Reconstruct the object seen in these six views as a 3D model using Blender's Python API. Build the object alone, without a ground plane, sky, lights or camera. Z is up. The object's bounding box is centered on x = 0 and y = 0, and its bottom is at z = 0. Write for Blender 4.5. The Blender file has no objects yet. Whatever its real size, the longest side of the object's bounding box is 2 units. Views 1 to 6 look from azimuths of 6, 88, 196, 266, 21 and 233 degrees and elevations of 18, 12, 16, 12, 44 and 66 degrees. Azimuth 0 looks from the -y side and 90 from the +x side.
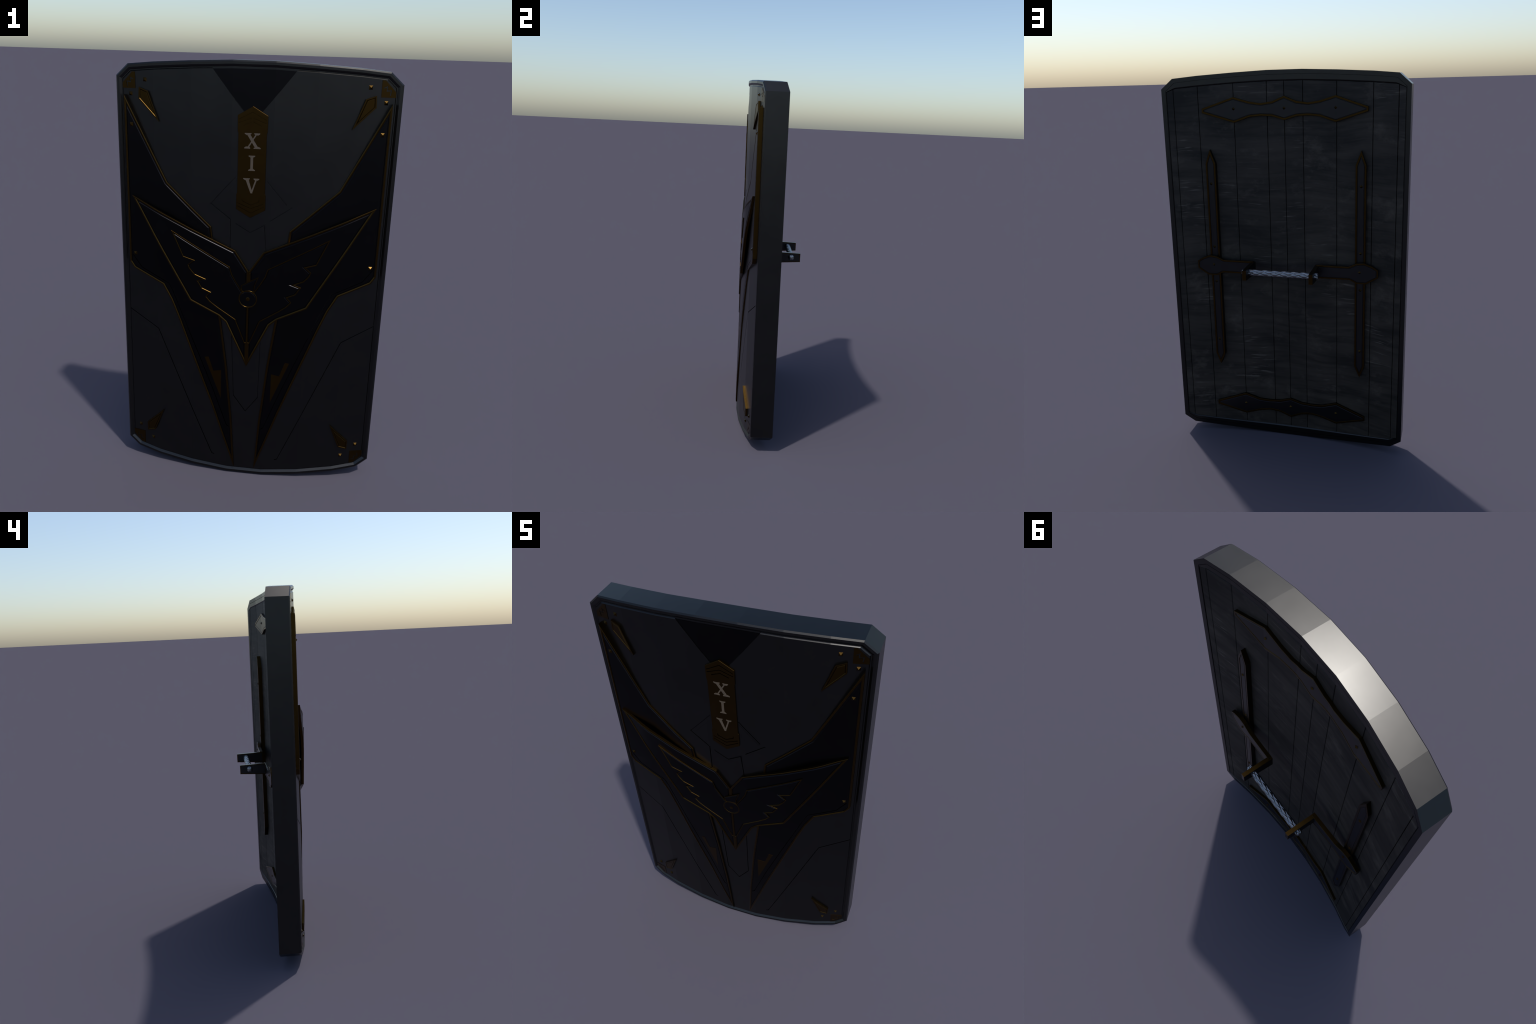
"""Tall curved tower shield: black steel rim, gilded winged emblem, numeral plate, plank back with grip."""
import bpy, bmesh, math, random
from mathutils import Vector
from mathutils.geometry import tessellate_polygon

random.seed(14)
COL = bpy.context.scene.collection

# ------------------------------------------------------------------ surfaces
def lerp_table(xs, ys):
    def f(x):
        x = abs(x)
        for i in range(len(xs) - 1):
            if x <= xs[i + 1]:
                t = (x - xs[i]) / (xs[i + 1] - xs[i])
                return ys[i] + t * (ys[i + 1] - ys[i])
        return ys[-1]
    f.breaks = sorted({s * x for x in xs[:-1] for s in (-1, 1)})
    return f

FACET_X = [0.0895, 0.267, 0.441, 0.561, 0.6175, 0.75]
rim_front = lerp_table([0] + FACET_X, [-.163, -.163, -.1487, -.1212, -.0927, -.0797, -.049])
DEPTH = 0.1197                      # rim front to back, along y
PANEL_DROP = 0.0038                 # panel lies this far behind the rim face
panel_y = lerp_table([0] + FACET_X, [y + PANEL_DROP for y in (-.163, -.163, -.1487, -.1212, -.0927, -.0797, -.049)])
back_y = lerp_table([0] + FACET_X, [y + DEPTH for y in (-.163, -.163, -.1487, -.1212, -.0927, -.0797, -.049)])
wing_y = lerp_table([0, .05, .1, .176, .267, .382, .44, .575, .7],
                    [-.172, -.169, -.168, -.159, -.1515, -.1325, -.1262, -.108, -.09])
emblem_y = lerp_table([0, .2, .27, .34, .40, .44, .471, .505, .535, .7],
                      [-.1705, -.1705, -.1698, -.163, -.1568, -.149, -.140, -.1305, -.124, -.09])
eagle_y = lerp_table([0, .15, .25, .30, .357, .7], [-.1745, -.174, -.1735, -.1712, -.166, -.12])
handle_y = lerp_table([0, .15, .161, .30, .39, .476, .7], [.0355, .0355, .0355, .0340, .0320, .0315, .0315])
upright_y = lerp_table([0, .7], [.0088, .0088])
plate_y = lerp_table([0, .7], [-.165, -.165])

# ------------------------------------------------------------------ polygons
def area(p):
    return 0.5 * sum(p[i][0] * p[(i + 1) % len(p)][1] - p[(i + 1) % len(p)][0] * p[i][1] for i in range(len(p)))

def ccw(p):
    return list(p) if area(p) > 0 else list(reversed(p))

def mirror(p):
    return ccw([(-x, z) for x, z in p])

def inset(p, d, limit=7.0):
    """Mitred inset of a counter-clockwise polygon."""
    if d == 0:
        return list(p)
    out, n = [], len(p)
    for i in range(n):
        a, b, c = Vector(p[i - 1]), Vector(p[i]), Vector(p[(i + 1) % n])
        e1, e2 = (b - a).normalized(), (c - b).normalized()
        n1, n2 = Vector((-e1.y, e1.x)), Vector((-e2.y, e2.x))
        m = (n1 + n2) / max(1.0 + n1.dot(n2), 2.0 / limit ** 2)
        if m.length > limit:
            m = m.normalized() * limit
        q = b + m * d
        out.append((q.x, q.y))
    return out

def stroke(pts, w):
    """Polyline -> thick mitred polygon."""
    L, R, n = [], [], len(pts)
    for i in range(n):
        b = Vector(pts[i])
        if 0 < i < n - 1:
            e1, e2 = (b - Vector(pts[i - 1])).normalized(), (Vector(pts[i + 1]) - b).normalized()
        else:
            e1 = e2 = (Vector(pts[1]) - b).normalized() if i == 0 else (b - Vector(pts[i - 1])).normalized()
        n1, n2 = Vector((-e1.y, e1.x)), Vector((-e2.y, e2.x))
        m = (n1 + n2) / max(1 + n1.dot(n2), .15) * (w / 2)
        L.append((b.x + m.x, b.y + m.y)); R.append((b.x - m.x, b.y - m.y))
    return ccw(L + R[::-1])

def circle(cx, cz, r, n=40):
    return [(cx + r * math.cos(2 * math.pi * i / n), cz + r * math.sin(2 * math.pi * i / n)) for i in range(n)]

def clip_x(p, lo, hi):
    for s, lim in ((1, lo), (-1, -hi)):
        out = []
        for i in range(len(p)):
            a, b = p[i], p[(i + 1) % len(p)]
            da, db = s * a[0] - lim, s * b[0] - lim
            if da >= 0:
                out.append(a)
            if (da >= 0) != (db >= 0):
                t = da / (da - db)
                out.append((a[0] + t * (b[0] - a[0]), a[1] + t * (b[1] - a[1])))
        p = out
    return p

# ------------------------------------------------------------------ flat-space solids: (x, height, z)
def strip(bm, A, B):
    n = len(A)
    for i in range(n):
        j = (i + 1) % n
        bm.faces.new((A[i], A[j], B[j], B[i]))

def loop(bm, poly, h):
    return [bm.verts.new((x, h, z)) for x, z in poly]

def solid(poly, levels):
    """Closed solid: bottom cap, walls through (inset, height) levels, top cap."""
    poly = ccw(poly)
    bm = bmesh.new()
    loops = [loop(bm, inset(poly, d), h) for d, h in levels]
    for a, b in zip(loops, loops[1:]):
        strip(bm, a, b)
    for lp in (loops[0], loops[-1]):
        for t in tessellate_polygon([[Vector((v.co.x, v.co.z, 0)) for v in lp]]):
            bm.faces.new([lp[i] for i in t])
    bmesh.ops.triangulate(bm, faces=bm.faces[:])
    bmesh.ops.recalc_face_normals(bm, faces=bm.faces[:])
    return bm

def ring(poly, levels):
    """Closed ring: profile (inset, height) swept round the outline."""
    poly = ccw(poly)
    bm = bmesh.new()
    loops = [loop(bm, inset(poly, d), h) for d, h in levels]
    for a, b in zip(loops, loops[1:] + loops[:1]):
        strip(bm, a, b)
    bmesh.ops.triangulate(bm, faces=bm.faces[:])
    bmesh.ops.recalc_face_normals(bm, faces=bm.faces[:])
    return bm

def cut(bm, cutters):
    """Boolean-subtract prisms [(poly, h_low, h_high)] from a flat-space solid."""
    me = bpy.data.meshes.new("work"); bm.to_mesh(me); bm.free()
    ob = bpy.data.objects.new("work", me); COL.objects.link(ob)
    tmp = []
    for poly, lo, hi in cutters:
        cb = solid(poly, [(0, lo), (0, hi)])
        cm = bpy.data.meshes.new("cutter"); cb.to_mesh(cm); cb.free()
        co = bpy.data.objects.new("cutter", cm); COL.objects.link(co); tmp.append(co)
        m = ob.modifiers.new("cut", 'BOOLEAN'); m.operation = 'DIFFERENCE'; m.solver = 'EXACT'; m.object = co
    dg = bpy.context.evaluated_depsgraph_get()
    out = bmesh.new(); out.from_mesh(ob.evaluated_get(dg).to_mesh())
    for o in tmp + [ob]:
        d = o.data; bpy.data.objects.remove(o); bpy.data.meshes.remove(d)
    bmesh.ops.triangulate(out, faces=out.faces[:], ngon_method='EAR_CLIP')
    return out

def make(name, bm, mat, parent, surface=None, side=-1, smooth=None):
    """Bend a flat-space mesh onto a surface (y = surface(x) + side*height) and link it."""
    if surface is not None:
        for x in surface.breaks:
            bmesh.ops.bisect_plane(bm, geom=bm.verts[:] + bm.edges[:] + bm.faces[:], dist=1e-6,
                                   plane_co=(x, 0, 0), plane_no=(1, 0, 0))
        for v in bm.verts:
            v.co.y = surface(v.co.x) + side * v.co.y
        if side > 0:
            pass
        else:
            pass
        bmesh.ops.remove_doubles(bm, verts=bm.verts[:], dist=2e-6)
        bmesh.ops.recalc_face_normals(bm, faces=bm.faces[:])
    me = bpy.data.meshes.new(name); bm.to_mesh(me); bm.free()
    me.materials.append(mat)
    if smooth:
        me.polygons.foreach_set("use_smooth", [True] * len(me.polygons))
        me.set_sharp_from_angle(angle=math.radians(smooth))
    ob = bpy.data.objects.new(name, me); COL.objects.link(ob)
    ob.parent = parent
    return ob

# ------------------------------------------------------------------ materials
def material(name):
    m = bpy.data.materials.new(name); m.use_nodes = True
    nt = m.node_tree
    return m, nt, nt.nodes["Principled BSDF"]

def metal(name, col, rough, vary=0.05, rough_vary=0.012, scale=9.0, bump=0.0):
    m, nt, b = material(name)
    tc = nt.nodes.new("ShaderNodeTexCoord")
    no = nt.nodes.new("ShaderNodeTexNoise"); no.inputs["Scale"].default_value = scale
    no.inputs["Detail"].default_value = 6
    nt.links.new(tc.outputs["Object"], no.inputs["Vector"])
    r = nt.nodes.new("ShaderNodeValToRGB")
    r.color_ramp.elements[0].position = .3; r.color_ramp.elements[1].position = .7
    r.color_ramp.elements[0].color = tuple(c * (1 - vary) for c in col) + (1,)
    r.color_ramp.elements[1].color = tuple(c * (1 + vary) for c in col) + (1,)
    nt.links.new(no.outputs["Fac"], r.inputs["Fac"])
    nt.links.new(r.outputs["Color"], b.inputs["Base Color"])
    mr = nt.nodes.new("ShaderNodeMapRange")
    mr.inputs["To Min"].default_value = rough - rough_vary; mr.inputs["To Max"].default_value = rough + rough_vary
    nt.links.new(no.outputs["Fac"], mr.inputs["Value"])
    nt.links.new(mr.outputs["Result"], b.inputs["Roughness"])
    b.inputs["Metallic"].default_value = 1.0
    if bump:
        bp = nt.nodes.new("ShaderNodeBump"); bp.inputs["Strength"].default_value = bump
        bp.inputs["Distance"].default_value = .001
        nt.links.new(no.outputs["Fac"], bp.inputs["Height"]); nt.links.new(bp.outputs["Normal"], b.inputs["Normal"])
    return m

STEEL = metal("dark_steel", (.0415, .0415, .0412), .315)
PANEL = metal("dark_panel_steel", (.0385, .0385, .0385), .34)
BLACK = metal("blackened_steel", (.013, .0125, .014), .34)
GOLD = metal("dark_gold", (.047, .0272, .0072), .32)
BAR = metal("braided_steel_wire", (.24, .25, .265), .28, scale=60, vary=.15)

LETTER, _nt, _b = material("pale_enamel")
_b.inputs["Base Color"].default_value = (.074, .055, .036, 1); _b.inputs["Roughness"].default_value = .55

def wood_material():
    m, nt, b = material("charred_wood")
    N, Lk = nt.nodes.new, nt.links.new
    tc = N("ShaderNodeTexCoord")
    oi = N("ShaderNodeObjectInfo")
    # warp the coordinates so that grain and wear wander
    wn = N("ShaderNodeTexNoise"); wn.inputs["Scale"].default_value = 2.2
    Lk(tc.outputs["Object"], wn.inputs["Vector"])
    mixv = N("ShaderNodeMix"); mixv.data_type = 'VECTOR'; mixv.inputs[0].default_value = .09
    Lk(tc.outputs["Object"], mixv.inputs[4]); Lk(wn.outputs["Color"], mixv.inputs[5])

    def noise(scale, stretch, turn, detail, rough=.6):
        mp = N("ShaderNodeMapping"); mp.inputs["Scale"].default_value = stretch; mp.inputs["Rotation"].default_value = (0, turn, 0)
        Lk(mixv.outputs[1], mp.inputs["Vector"])
        t = N("ShaderNodeTexNoise"); t.inputs["Scale"].default_value = scale
        t.inputs["Detail"].default_value = detail; t.inputs["Roughness"].default_value = rough
        Lk(mp.outputs["Vector"], t.inputs["Vector"])
        return t.outputs["Fac"]

    def rng(sock, lo, hi, to=1.0):
        r = N("ShaderNodeMapRange"); r.inputs["From Min"].default_value = lo; r.inputs["From Max"].default_value = hi
        r.inputs["To Max"].default_value = to
        Lk(sock, r.inputs["Value"]); return r.outputs["Result"]

    def math_(op, a, c):
        t = N("ShaderNodeMath"); t.operation = op; Lk(a, t.inputs[0])
        if isinstance(c, float):
            t.inputs[1].default_value = c
        else:
            Lk(c, t.inputs[1])
        return t.outputs[0]

    def blend(fac, base, colour):
        t = N("ShaderNodeMix"); t.data_type = 'RGBA'; Lk(fac, t.inputs[0]); Lk(base, t.inputs[6])
        t.inputs[7].default_value = colour + (1,); return t.outputs[2]

    grain = noise(1.3, (2.2, 2.2, 30), 0, 9, .66)          # fine streaks running across the planks
    broad = noise(3.2, (1, 1, 2.6), .08, 5)                # wide dark and pale bands
    mixed = math_('ADD', math_('MULTIPLY', grain, .5), math_('MULTIPLY', broad, .5))
    ramp = N("ShaderNodeValToRGB"); e = ramp.color_ramp.elements
    e[0].position = .40; e[0].color = (.0055, .0045, .0036, 1)
    e[1].position = .62; e[1].color = (.0345, .0280, .0225, 1)
    Lk(mixed, ramp.inputs["Fac"])
    col = ramp.outputs["Color"]
    wear = noise(6.5, (1, 1, 1.5), .35, 8, .72)            # rubbed pale blotches
    col = blend(rng(wear, .54, .74, .70), col, (.078, .065, .053))
    gate = rng(noise(3.7, (1, 1, 1), .9, 3), .54, .64)
    for turn, off, lo in ((-.25, 2.3, .69), (.55, 2.6, .66), (1.15, 2.4, .66), (-.7, 2.5, .67)):   # thin scratches in three directions
        line = rng(noise(off, (2.4, 2.4, 42), turn, 2, .4), lo, lo + .05)
        col = blend(math_('MULTIPLY', math_('MULTIPLY', line, gate), .55), col, (.13, .112, .095))
    mr = N("ShaderNodeMapRange"); mr.inputs["To Min"].default_value = .86; mr.inputs["To Max"].default_value = 1.1
    Lk(oi.outputs["Random"], mr.inputs["Value"])
    vm = N("ShaderNodeMix"); vm.data_type = 'RGBA'; vm.blend_type = 'MULTIPLY'; vm.inputs[0].default_value = 1
    Lk(col, vm.inputs[6]); Lk(mr.outputs["Result"], vm.inputs[7])
    Lk(vm.outputs[2], b.inputs["Base Color"])
    b.inputs["Roughness"].default_value = .6; b.inputs["Specular IOR Level"].default_value = .33
    bp = N("ShaderNodeBump"); bp.inputs["Strength"].default_value = .35; bp.inputs["Distance"].default_value = .002
    Lk(grain, bp.inputs["Height"]); Lk(bp.outputs["Normal"], b.inputs["Normal"])
    return m
WOOD = wood_material()

# ------------------------------------------------------------------ root
root = bpy.data.objects.new("tower_shield", None); COL.objects.link(root)
root["label"] = "black steel tower shield with gold winged emblem and numeral plate"
root["category"] = "shield"

# ------------------------------------------------------------------ rim and panel
half_top = [(.6175, 1.920), (.561, 1.970), (.441, 1.9815), (.267, 1.9922), (.0895, 2.0)]
half_bot = [(.0895, 0.0), (.267, .0125), (.441, .031), (.561, .0505), (.6175, .0945)]
OUT = half_bot + half_top + [(-x, z) for x, z in reversed(half_top)] + [(-x, z) for x, z in reversed(half_bot)]
OUT = ccw(OUT)
plank_top = [(.594, 1.906), (.548, 1.922), (.441, 1.9305), (.267, 1.9412), (.0895, 1.948)]
plank_bot = [(.0895, .055), (.267, .060), (.441, .075), (.548, .0905), (.594, .110)]
PLANK = ccw(plank_bot + plank_top + [(-x, z) for x, z in reversed(plank_top)] + [(-x, z) for x, z in reversed(plank_bot)])

def rim_mesh():
    bm = bmesh.new()
    # back frame with a scored line, side wall, front bevel, face, inner chamfer, groove floor
    prof = [(.0226, -DEPTH), (.0220, -DEPTH + .0022), (.0211, -DEPTH + .0022), (.0205, -DEPTH), (0, -DEPTH), (0, -.0054), (.006, 0),
            (.016, 0), (.026, -.008), (.031, -.008), (.031, -.05)]
    loops = [loop(bm, inset(OUT, d), h) for d, h in prof]
    # wide head and foot bands of the frame end in a short slope down to the planks
    edge = inset(OUT, .0226)
    band = loop(bm, [(a[0] + .8 * (b[0] - a[0]), a[1] + .8 * (b[1] - a[1])) for a, b in zip(edge, PLANK)], -DEPTH)
    lip = loop(bm, PLANK, -DEPTH + .0042)
    floor = loop(bm, PLANK, -DEPTH + .02)
    seq = [floor, lip, band] + loops
    for a, b in zip(seq, seq[1:] + seq[:1]):
        strip(bm, a, b)
    bmesh.ops.recalc_face_normals(bm, faces=bm.faces[:])
    return bm
make("rim", rim_mesh(), STEEL, root, rim_front, -1)

# front panel, with the tapering recess above the numeral plate and shallow channels
TRI = ccw([(-.193, 1.985), (.193, 1.985), (.034, 1.785), (-.034, 1.785)])
def both(pts):
    return [pts, [(-x, z) for x, z in pts]]
channels = []
# wide shallow bands; narrow deep cuts below draw the shade on one channel wall
for pts, w, d in (([(-.062, 1.512), (-.168, 1.391), (0, 1.283), (.168, 1.391), (.062, 1.512)], .020, -.0010),
                  ([(-.077, 1.330), (-.081, 1.180)], .020, -.0011), ([(.077, 1.330), (.081, 1.180)], .020, -.0011)):
    channels.append((stroke(pts, w), d))
for pts in ([(-.0690, 1.5150), (-.1790, 1.3910), (-.0872, 1.3245), (-.0877, 1.180)], [(.0650, 1.5090), (.1580, 1.4010)],
            [(.1808, 1.3905), (.0875, 1.3262)], [(-.0650, 1.3072), (0, 1.2695), (.0640, 1.3064), (.0745, 1.180)],
            [(.0640, .760), (.0590, .4405), (.0003, .3590), (-.0590, .4405), (-.0735, .760)]):
    channels.append((stroke(pts, .0040), -.0060))
for pts in both([(.600, .8360), (.4378, .7470), (.1650, .0945), (.1520, .0915)]):
    channels.append((stroke(pts, .0042), -.0065))
pb = solid(OUT, [(.029, -.020), (.029, -.0046), (.0335, 0)])
pb = cut(pb, [(TRI, -.004, .02)] + [(p, d, .02) for p, d in channels])
make("front_panel", pb, PANEL, root, panel_y, -1)
TRI_IN = ccw([(-.1785, 1.9628), (-.0895, 1.9665), (.0895, 1.9665), (.1785, 1.9628), (.033, 1.787), (-.033, 1.787)])
make("recessed_wedge", solid(TRI_IN, [(.0005, -.012), (.0005, -.0022)]), BLACK, root, panel_y, -1)

# ------------------------------------------------------------------ shared mesh: pyramid stud
def stud_mesh(name, r, h, turn):
    me = bpy.data.meshes.new(name)
    a = [turn + math.pi / 2 * i for i in range(4)]
    v = [(r * math.cos(t), .004, r * math.sin(t)) for t in a] + [(r * math.cos(t), 0, r * math.sin(t)) for t in a] + [(0, -h, 0)]
    f = [(0, 1, 5, 4), (1, 2, 6, 5), (2, 3, 7, 6), (3, 0, 4, 7), (4, 5, 8), (5, 6, 8), (6, 7, 8), (7, 4, 8), (3, 2, 1, 0)]
    me.from_pydata(v, [], f); me.materials.append(GOLD)
    bm = bmesh.new(); bm.from_mesh(me); bmesh.ops.recalc_face_normals(bm, faces=bm.faces[:]); bm.to_mesh(me); bm.free()
    return me
STUD = stud_mesh("stud", .0118, .0075, math.pi / 4)
STUD_BACK = stud_mesh("stud_small", .0086, .0062, 0)

def stud(x, z, surface, parent, back=False, lift=0.0):
    ob = bpy.data.objects.new("stud", STUD_BACK if back else STUD); COL.objects.link(ob)
    e = .004
    slope = (surface(x + e) - surface(x - e)) / (2 * e)
    ob.location = (x, surface(x) + (lift if back else -lift), z)
    ob.rotation_euler = (0, 0, math.atan(slope) + (math.pi if back else 0))
    ob.parent = parent
    return ob

for s in (-1, 1):
    for x, z in ((.4795, 1.907), (.5485, 1.8457), (.5493, .185), (.4796, .124)):
        stud(s * x, z, panel_y, root)

# ------------------------------------------------------------------ corner plates (with zigzag slot) and faceted gems
CORNER_T = [(.5395, 1.937), (.5255, 1.9375), (.5255, 1.8685), (.5865, 1.8675), (.5857, 1.8908)]
CORNER_B = [(.5870, .1480), (.5255, .1478), (.5262, .0775), (.546, .0810), (.5875, .1225)]
BOLT_T = [(.535, 1.9055), (.5482, 1.9125), (.5480, 1.8948), (.5655, 1.8965), (.5627, 1.8755)]
BOLT_B = [(.535, .1005), (.5480, .0985), (.5482, .1165), (.5655, .1155), (.5640, .1330)]
GEM_T = [(.507, 1.8755), (.464, 1.8600), (.4152, 1.7330), (.5096, 1.8265)]
GEM_B = [(.4150, .3050), (.5095, .2100), (.5077, .1635), (.4645, .1775)]
for outline, bolt, gem in ((CORNER_T, BOLT_T, GEM_T), (CORNER_B, BOLT_B, GEM_B)):
    for flip in (False, True):
        f = mirror if flip else ccw
        bolt_line = [(-x, z) for x, z in bolt] if flip else bolt
        c = solid(f(outline), [(0, -.003), (0, .0014)])
        make("corner_plate", cut(c, [(stroke(bolt_line, .0045), -.0006, .01)]), GOLD, root, panel_y, -1)
        make("gem", solid(f(gem), [(0, -.003), (0, .0097), (.0003, .0100), (.0050, .0100), (.0074, .0078), (.0090, .0095)]),
             GOLD, root, panel_y, -1)

# ------------------------------------------------------------------ wing plates
WING = [(.5760, 1.8420), (.3818, 1.4695), (.1761, 1.2840), (.1690, 1.2270), (.150, 1.080), (.1285, .850), (.0955, .605),
        (.0660, .305), (.0500, .0350), (.1654, .3690), (.2674, .6425), (.3330, .8160), (.3700, .9060), (.4110, .9795),
        (.5520, 1.0470), (.5730, 1.0780)]
FLAG = [(.2033, .6346), (.1838, .6390), (.1590, .5660), (.1206, .5757), (.1202, .4222)]
for flip in (False, True):
    f = mirror if flip else ccw
    sg = -1 if flip else 1
    W = f(WING)
    wing = make("wing_plate", cut(solid(W, [(.009, -.024), (.009, -.0030), (.0115, -.0030), (.0145, -.0004)]),
                                  [(stroke([(sg * x, z) for x, z in pts], .0038), -.0065, .02) for pts in
                                   ([(.5560, 1.1140), (.5131, 1.0555), (.3806, .9906), (.3620, .9580), (.2517, .6940), (.1615, .4693), (.0900, .2760), (.0774, .2684)],)]),  # thin deep slot modelled as the dark shading along a wider channel's edge
                BLACK, root, wing_y, -1, smooth=14)
    make("gold_trim", ring(W, [(0, -.026), (0, -.0016), (.0030, 0), (.0052, 0), (.009, -.0020), (.009, -.026)]), GOLD, wing, wing_y, -1, smooth=14)
    make("gold_arrow", solid(f(FLAG), [(0, -.004), (0, .0003)]), GOLD, wing, wing_y, -1, smooth=14)
    for x, z in ((.5438, 1.7161), (.5433, 1.1215)):
        stud(sg * x, z, wing_y, wing, lift=-.0006)

# ------------------------------------------------------------------ winged emblem (two halves meeting on the centre line)
EMB = [(0.0005, .6090), (.1030, .8293), (.1368, .8590), (.2712, .9254), (.5470, 1.3995), (.0635, 1.1820), (.0005, 1.0860)]
EAGLE = [(.0005, .7310), (.0125, .7310), (.0592, .8460), (.1430, .9005), (.1783, .9268), (.1995, .9522), (.1795, .9739), (.2169, .9903),
         (.2290, 1.0103), (.2403, 1.0280), (.2095, 1.0383), (.2493, 1.0543), (.2634, 1.0690), (.2755, 1.0847), (.2826, 1.1013), (.2570, 1.1233),
         (.3037, 1.1370), (.3583, 1.2590), (.0860, 1.1045), (.0745, 1.0675), (.0587, 1.0400), (.0270, .9900), (.0005, .9700)]
emblem = None
for flip in (False, True):
    f = mirror if flip else ccw
    E_ = f(EMB); G_ = f(EAGLE)
    half = make("emblem_wing", solid(E_, [(.022, .030 * -1), (.012, -.0135), (.0085, -.0125), (.0085, -.0034), (.0112, -.0034), (.0142, -.0006)]),
                BLACK, root, emblem_y, -1, smooth=14)
    make("gold_trim", ring(E_, [(0, -.0135), (0, -.0008), (.0012, 0), (.0048, 0), (.0085, -.0023), (.0085, -.0135)]), GOLD, half, emblem_y, -1, smooth=14)
    bird = make("eagle_wing", solid(G_, [(.0052, -.012), (.0052, -.0024), (.0066, -.0024), (.0086, -.0004)]), BLACK, root, eagle_y, -1)
    make("gold_trim", ring(G_, [(0, -.0105), (0, -.0004), (.0003, 0), (.0034, 0), (.0052, -.0022), (.0050, -.0105)]), GOLD, bird, eagle_y, -1, smooth=14)

def bar(x, z0, z1):
    return [(-x, z0), (x, z0), (x, z1), (-x, z1)]
make("centre_rib", solid([(0, .6135), (.0062, .6270), (.0062, .7320), (-.0062, .7320), (-.0062, .6270)], [(0, -.006), (0, .0004)]), GOLD, root, emblem_y, -1)
make("centre_rib", solid(bar(.0066, 1.0300, 1.0790), [(0, -.006), (0, .0004)]), GOLD, root, emblem_y, -1)
make("centre_rib", solid(bar(.0023, .7330, .9140), [(0, -.006), (0, .0003)]), GOLD, root, eagle_y, -1)
HEAD = ccw([(-.0270, .9890), (-.0330, 1.0030), (-.0333, 1.0195), (.0473, 1.0660), (.0298, 1.0195), (.0280, .9910)])
head = make("eagle_head", solid(HEAD, [(.004, -.010), (.004, -.0012), (.0055, -.0012), (.0070, 0)]), BLACK, root, eagle_y, -1)
make("gold_trim", ring(HEAD, [(0, -.010), (0, .0003), (.0003, .0006), (.0026, .0006), (.0040, -.0012), (.0040, -.010)]), GOLD, head, eagle_y, -1)
BOSS = circle(0, .9550, .0428)
boss = make("round_boss", solid(BOSS, [(.0058, -.010), (.0058, -.0010), (.0085, .0003)]), BLACK, root, eagle_y, -1)
make("gold_ring", ring(BOSS, [(0, -.010), (0, .0002), (.0005, .0007), (.0040, .0007), (.0058, -.0010), (.0058, -.010)]), GOLD, boss, eagle_y, -1, smooth=25)
make("gold_pin", solid(circle(0, .9550, .0092, 20), [(0, -.004), (0, .0008), (.0020, .0015)]), GOLD, boss, eagle_y, -1, smooth=25)

# ------------------------------------------------------------------ numeral plate
PLATE = ccw([(0, 1.8168), (-.0644, 1.7792), (-.0638, 1.7110), (-.0606, 1.7060), (-.0608, 1.4458), (-.0643, 1.4425), (-.0643, 1.3744), (0, 1.3374),
             (.0643, 1.3744), (.0643, 1.4425), (.0608, 1.4458), (.0606, 1.7060), (.0638, 1.7110), (.0644, 1.7792)])
chev = [([(-.0583, 1.7620), (0, 1.7930), (.0583, 1.7620)], .0034), ([(-.0580, 1.7490), (0, 1.7694), (.0580, 1.7490)], .0036),
        ([(-.0388, 1.7386), (0, 1.7540), (.0388, 1.7386)], .0040), ([(-.0375, 1.4225), (-.0372, 1.4128), (0, 1.3965), (.0366, 1.4128), (.0368, 1.4225)], .0040),
        ([(-.0572, 1.4032), (0, 1.3806), (.0572, 1.4032)], .0036), ([(-.0582, 1.3898), (0, 1.3597), (.0582, 1.3898)], .0034)]
plate = make("numeral_plate", cut(solid(PLATE, [(0, -.009), (0, -.0008), (.0008, 0)]), [(stroke(p, w), -.0056, .01) for p, w in chev]),
             GOLD, root, plate_y, -1)

def glyph(name, polys, x0, z0, h):
    """Serif capital assembled from overlapping strokes; unit cell is 1 high."""
    bm = bmesh.new()
    for i, p in enumerate(polys):
        t = solid(ccw([(x0 + a * h, z0 + b * h) for a, b in p]), [(0, -.002), (0, .0006 + i * .00003)])
        me = bpy.data.meshes.new("t"); t.to_mesh(me); t.free(); bm.from_mesh(me); bpy.data.meshes.remove(me)
    return make(name, bm, LETTER, plate, plate_y, -1)

def serif(cx, z, w, up):
    """Flat slab with small bracket; up=+1 bracket rises, -1 bracket hangs."""
    t = .055 * up; k = .13 * up
    return [(cx - w, z), (cx + w, z), (cx + w, z + t), (cx + w * .45, z + k), (cx - w * .45, z + k), (cx - w, z + t)]
H = .0655
glyph("numeral_letter", [[(-.42, 1), (-.21, 1), (.44, 0), (.22, 0)], [(.25, 1), (.345, 1), (-.275, 0), (-.380, 0)],
                         serif(-.29, 1, .22, -1), serif(.30, 1, .19, -1), serif(-.33, 0, .20, 1), serif(.32, 0, .23, 1)], 0.0005, 1.6410, H)
glyph("numeral_letter", [[(-.085, 1), (.085, 1), (.085, 0), (-.085, 0)], serif(0, 1, .21, -1), serif(0, 0, .22, 1)], 0, 1.5462, H)
glyph("numeral_letter", [[(-.42, 1), (-.20, 1), (.10, 0), (-.03, 0)], [(.30, 1), (.405, 1), (.07, 0), (-.03, 0)],
                         serif(-.32, 1, .22, -1), serif(.34, 1, .19, -1)], 0, 1.4480, H)

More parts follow.
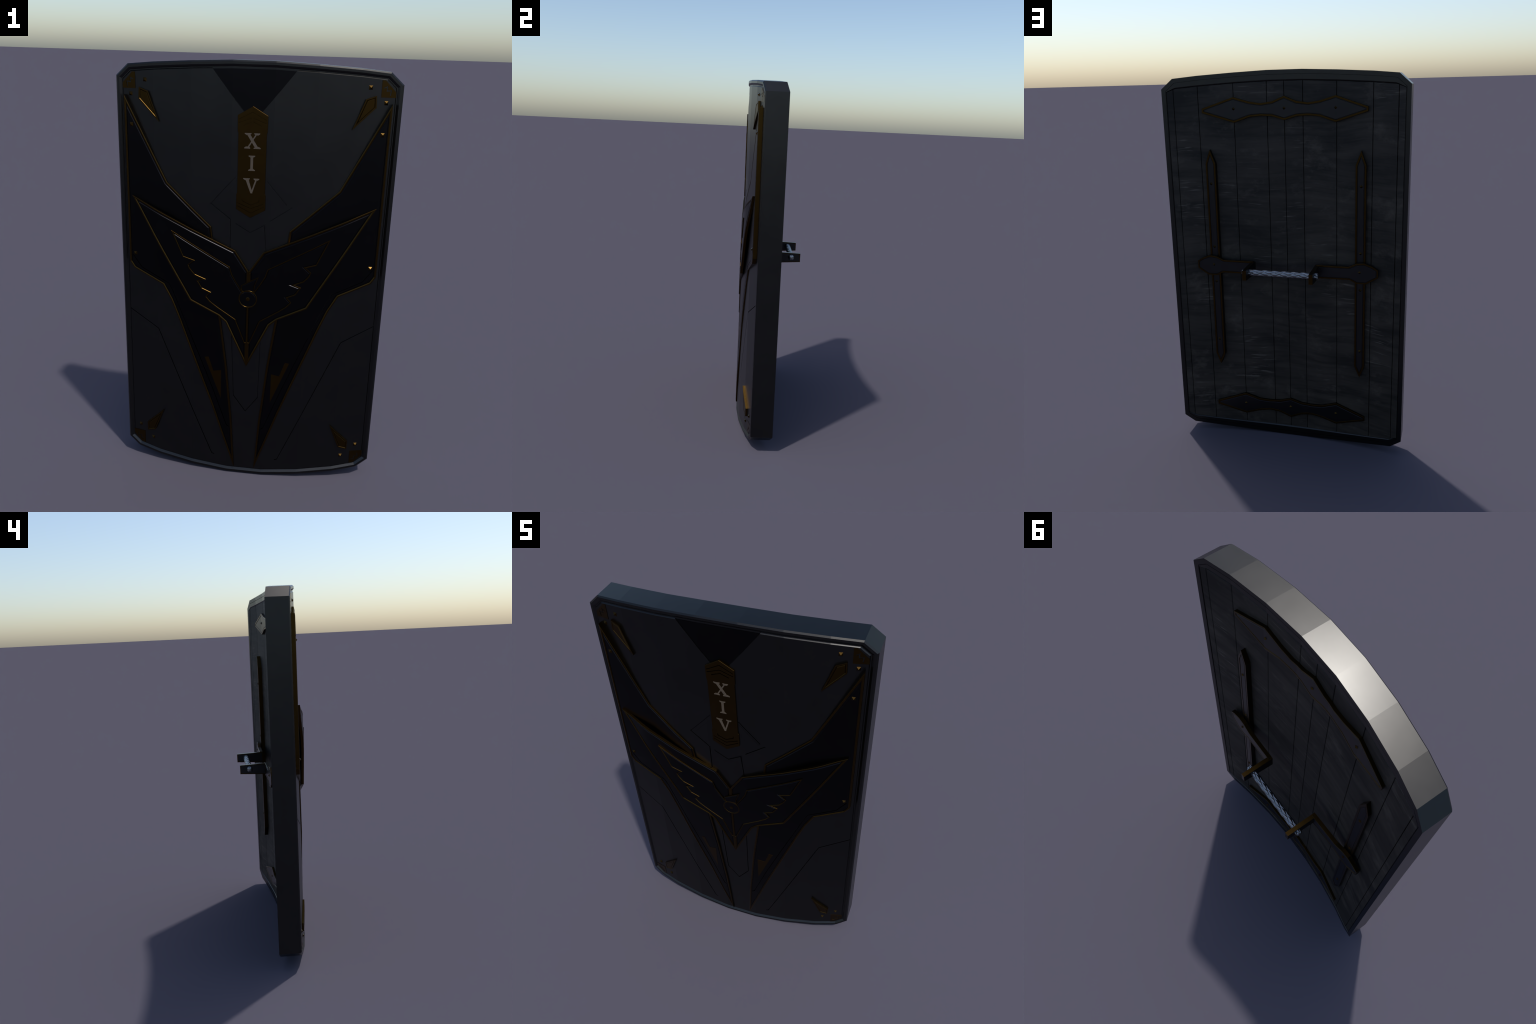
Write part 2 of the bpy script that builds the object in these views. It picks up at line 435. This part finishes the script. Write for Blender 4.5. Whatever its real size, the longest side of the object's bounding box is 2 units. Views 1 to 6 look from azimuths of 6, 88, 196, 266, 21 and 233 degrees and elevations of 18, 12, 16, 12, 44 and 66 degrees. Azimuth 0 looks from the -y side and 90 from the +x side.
# ------------------------------------------------------------------ back: planks
seams = [-.60, -.561, -.441, -.262, -.0918, .003, .0918, .262, .441, .561, .60]
for a, b in zip(seams, seams[1:]):
    p = clip_x(inset(PLANK, .0004), a + .0012, b - .0012)
    make("plank", solid(p, [(0, -.014), (0, -.0030), (.0014, -.0015)]), WOOD, root, back_y, 1)

# ------------------------------------------------------------------ back: straps
def strap(name, outline, surface, top, thick, parent, border=.0098):
    o = inset(ccw(outline), -.0020)
    base = make(name, solid(o, [(border, top - thick), (border, top - .0022), (border + .0015, top - .0022), (border + .003, top - .0006)]),
                STEEL_B, parent, surface, 1, smooth=3)
    make("gold_border", ring(o, [(0, top - thick), (0, top - .0010), (.0008, top), (border - .0014, top), (border, top - .0022), (border, top - thick)]),
         GOLD, base, surface, 1, smooth=3)
    return base
STEEL_B = metal("strap_steel", (.034, .034, .037), .34)
top_half = [(.4172, 1.8205), (.2596, 1.8730), (.1790, 1.8495), (.1215, 1.8412), (.0615, 1.8490)]
low_half = [(.4172, 1.8020), (.2590, 1.7522), (.1785, 1.7795), (.1215, 1.7843), (.0630, 1.7815)]
STRAP_T = [(x, z) for x, z in top_half] + [(0, 1.8745)] + [(-x, z) for x, z in reversed(top_half)] + \
          [(-x, z) for x, z in low_half] + [(0, 1.7625)] + [(x, z) for x, z in reversed(low_half)]
STRAP_B = [(x, 2 * 1.8130 - z - 1.6325) for x, z in STRAP_T]
for o, zc in ((STRAP_T, 1.8178), (STRAP_B, .1832)):
    st = strap("horizontal_strap", o, back_y, .0125, .030, root)
    for x in (-.259, .0005, .259):
        stud(x, zc, back_y, st, back=True, lift=.0118)
UP = [(.3885, 1.6112), (.3632, 1.5456), (.3638, .4895), (.3890, .4325), (.4120, .4895), (.4122, 1.5456)]
ARM = [(.4782, 1.0292), (.4790, .9918), (.4225, .9574), (.3750, .9566), (.3380, .9757), (.1700, .9755), (.1700, 1.0398), (.3320, 1.0390),
       (.3733, 1.0575), (.4130, 1.0605), (.4520, 1.0460)]
for sg in (-1, 1):
    up = strap("upright_strap", [(sg * x, z) for x, z in UP], upright_y, 0, .026, root)
    for z in (1.4436, 1.1072, .9135, .5782):
        stud(sg * .3895, z, upright_y, up, back=True, lift=-.0006)
    arm = strap("grip_bracket", [(sg * x, z) for x, z in ARM], handle_y, 0, .019, root, border=.0080)
    stud(sg * .3890, 1.0150, handle_y, arm, back=True, lift=-.0006)
    # the bent-out lug: gilded edges, dark broad faces
    bm = bmesh.new()
    def box(x0, x1, y0, y1, zl0, zh0, zl1, zh1, bm=bm):
        v = [bm.verts.new(c) for c in ((x0, y0, zl0), (x1, y0, zl0), (x1, y0, zh0), (x0, y0, zh0), (x0, y1, zl1), (x1, y1, zl1), (x1, y1, zh1), (x0, y1, zh1))]
        for q in ((0, 1, 2, 3), (4, 5, 6, 7), (0, 1, 5, 4), (1, 2, 6, 5), (2, 3, 7, 6), (3, 0, 4, 7)):
            bm.faces.new([v[i] for i in q])
        bmesh.ops.recalc_face_normals(bm, faces=bm.faces[:])
    xa, xb = sorted((sg * .1610, sg * .1810))
    box(xa, xb, .0165, .1760, .9755, 1.0398, .9845, 1.0345)
    make("gold_lug", bm, GOLD, arm)
    for cx in (xa, xb):
        bm = bmesh.new()
        box(cx - .0006, cx + .0006, .0365 if abs(cx) > .17 else .0225, .1715, .9805, 1.0348, .9893, 1.0297, bm=bm)
        make("lug_cheek", bm, STEEL_B, arm)

# ------------------------------------------------------------------ braided grip bar
BAR_Y, BAR_Z = .1225, 1.0118
def braid():
    """Round bar whose surface is woven from diagonal strands passing over and under each other."""
    bm = bmesh.new()
    L, around, along, n_t, n_x = .200, 4, .050, 64, 400
    prev = None
    for i in range(n_x + 1):
        x = -L + 2 * L * i / n_x
        end = min(1.0, max(0.0, (L - abs(x)) / .006))
        cap = math.sqrt(1 - (1 - end) ** 2) if end < 1 else 1.0
        row = []
        for j in range(n_t):
            th = 2 * math.pi * j / n_t
            u = around * th / (2 * math.pi) + x / along
            v = around * th / (2 * math.pi) - x / along
            on_top = (math.floor(u) + math.floor(v)) % 2 == 0
            across, length = (u % 1, v % 1) if on_top else (v % 1, u % 1)
            bulge = math.sin(math.pi * across) ** .5 * (.72 + .28 * math.sin(math.pi * length))
            r = (.0118 + .0054 * bulge) * max(cap, .25)
            row.append(bm.verts.new((x, BAR_Y + r * math.cos(th), BAR_Z + r * math.sin(th))))
        if prev:
            strip(bm, prev, row)
        else:
            bm.faces.new(row)
        prev = row
    bm.faces.new(prev)
    bmesh.ops.recalc_face_normals(bm, faces=bm.faces[:])
    return bm
make("braided_grip", braid(), BAR, root, smooth=60)
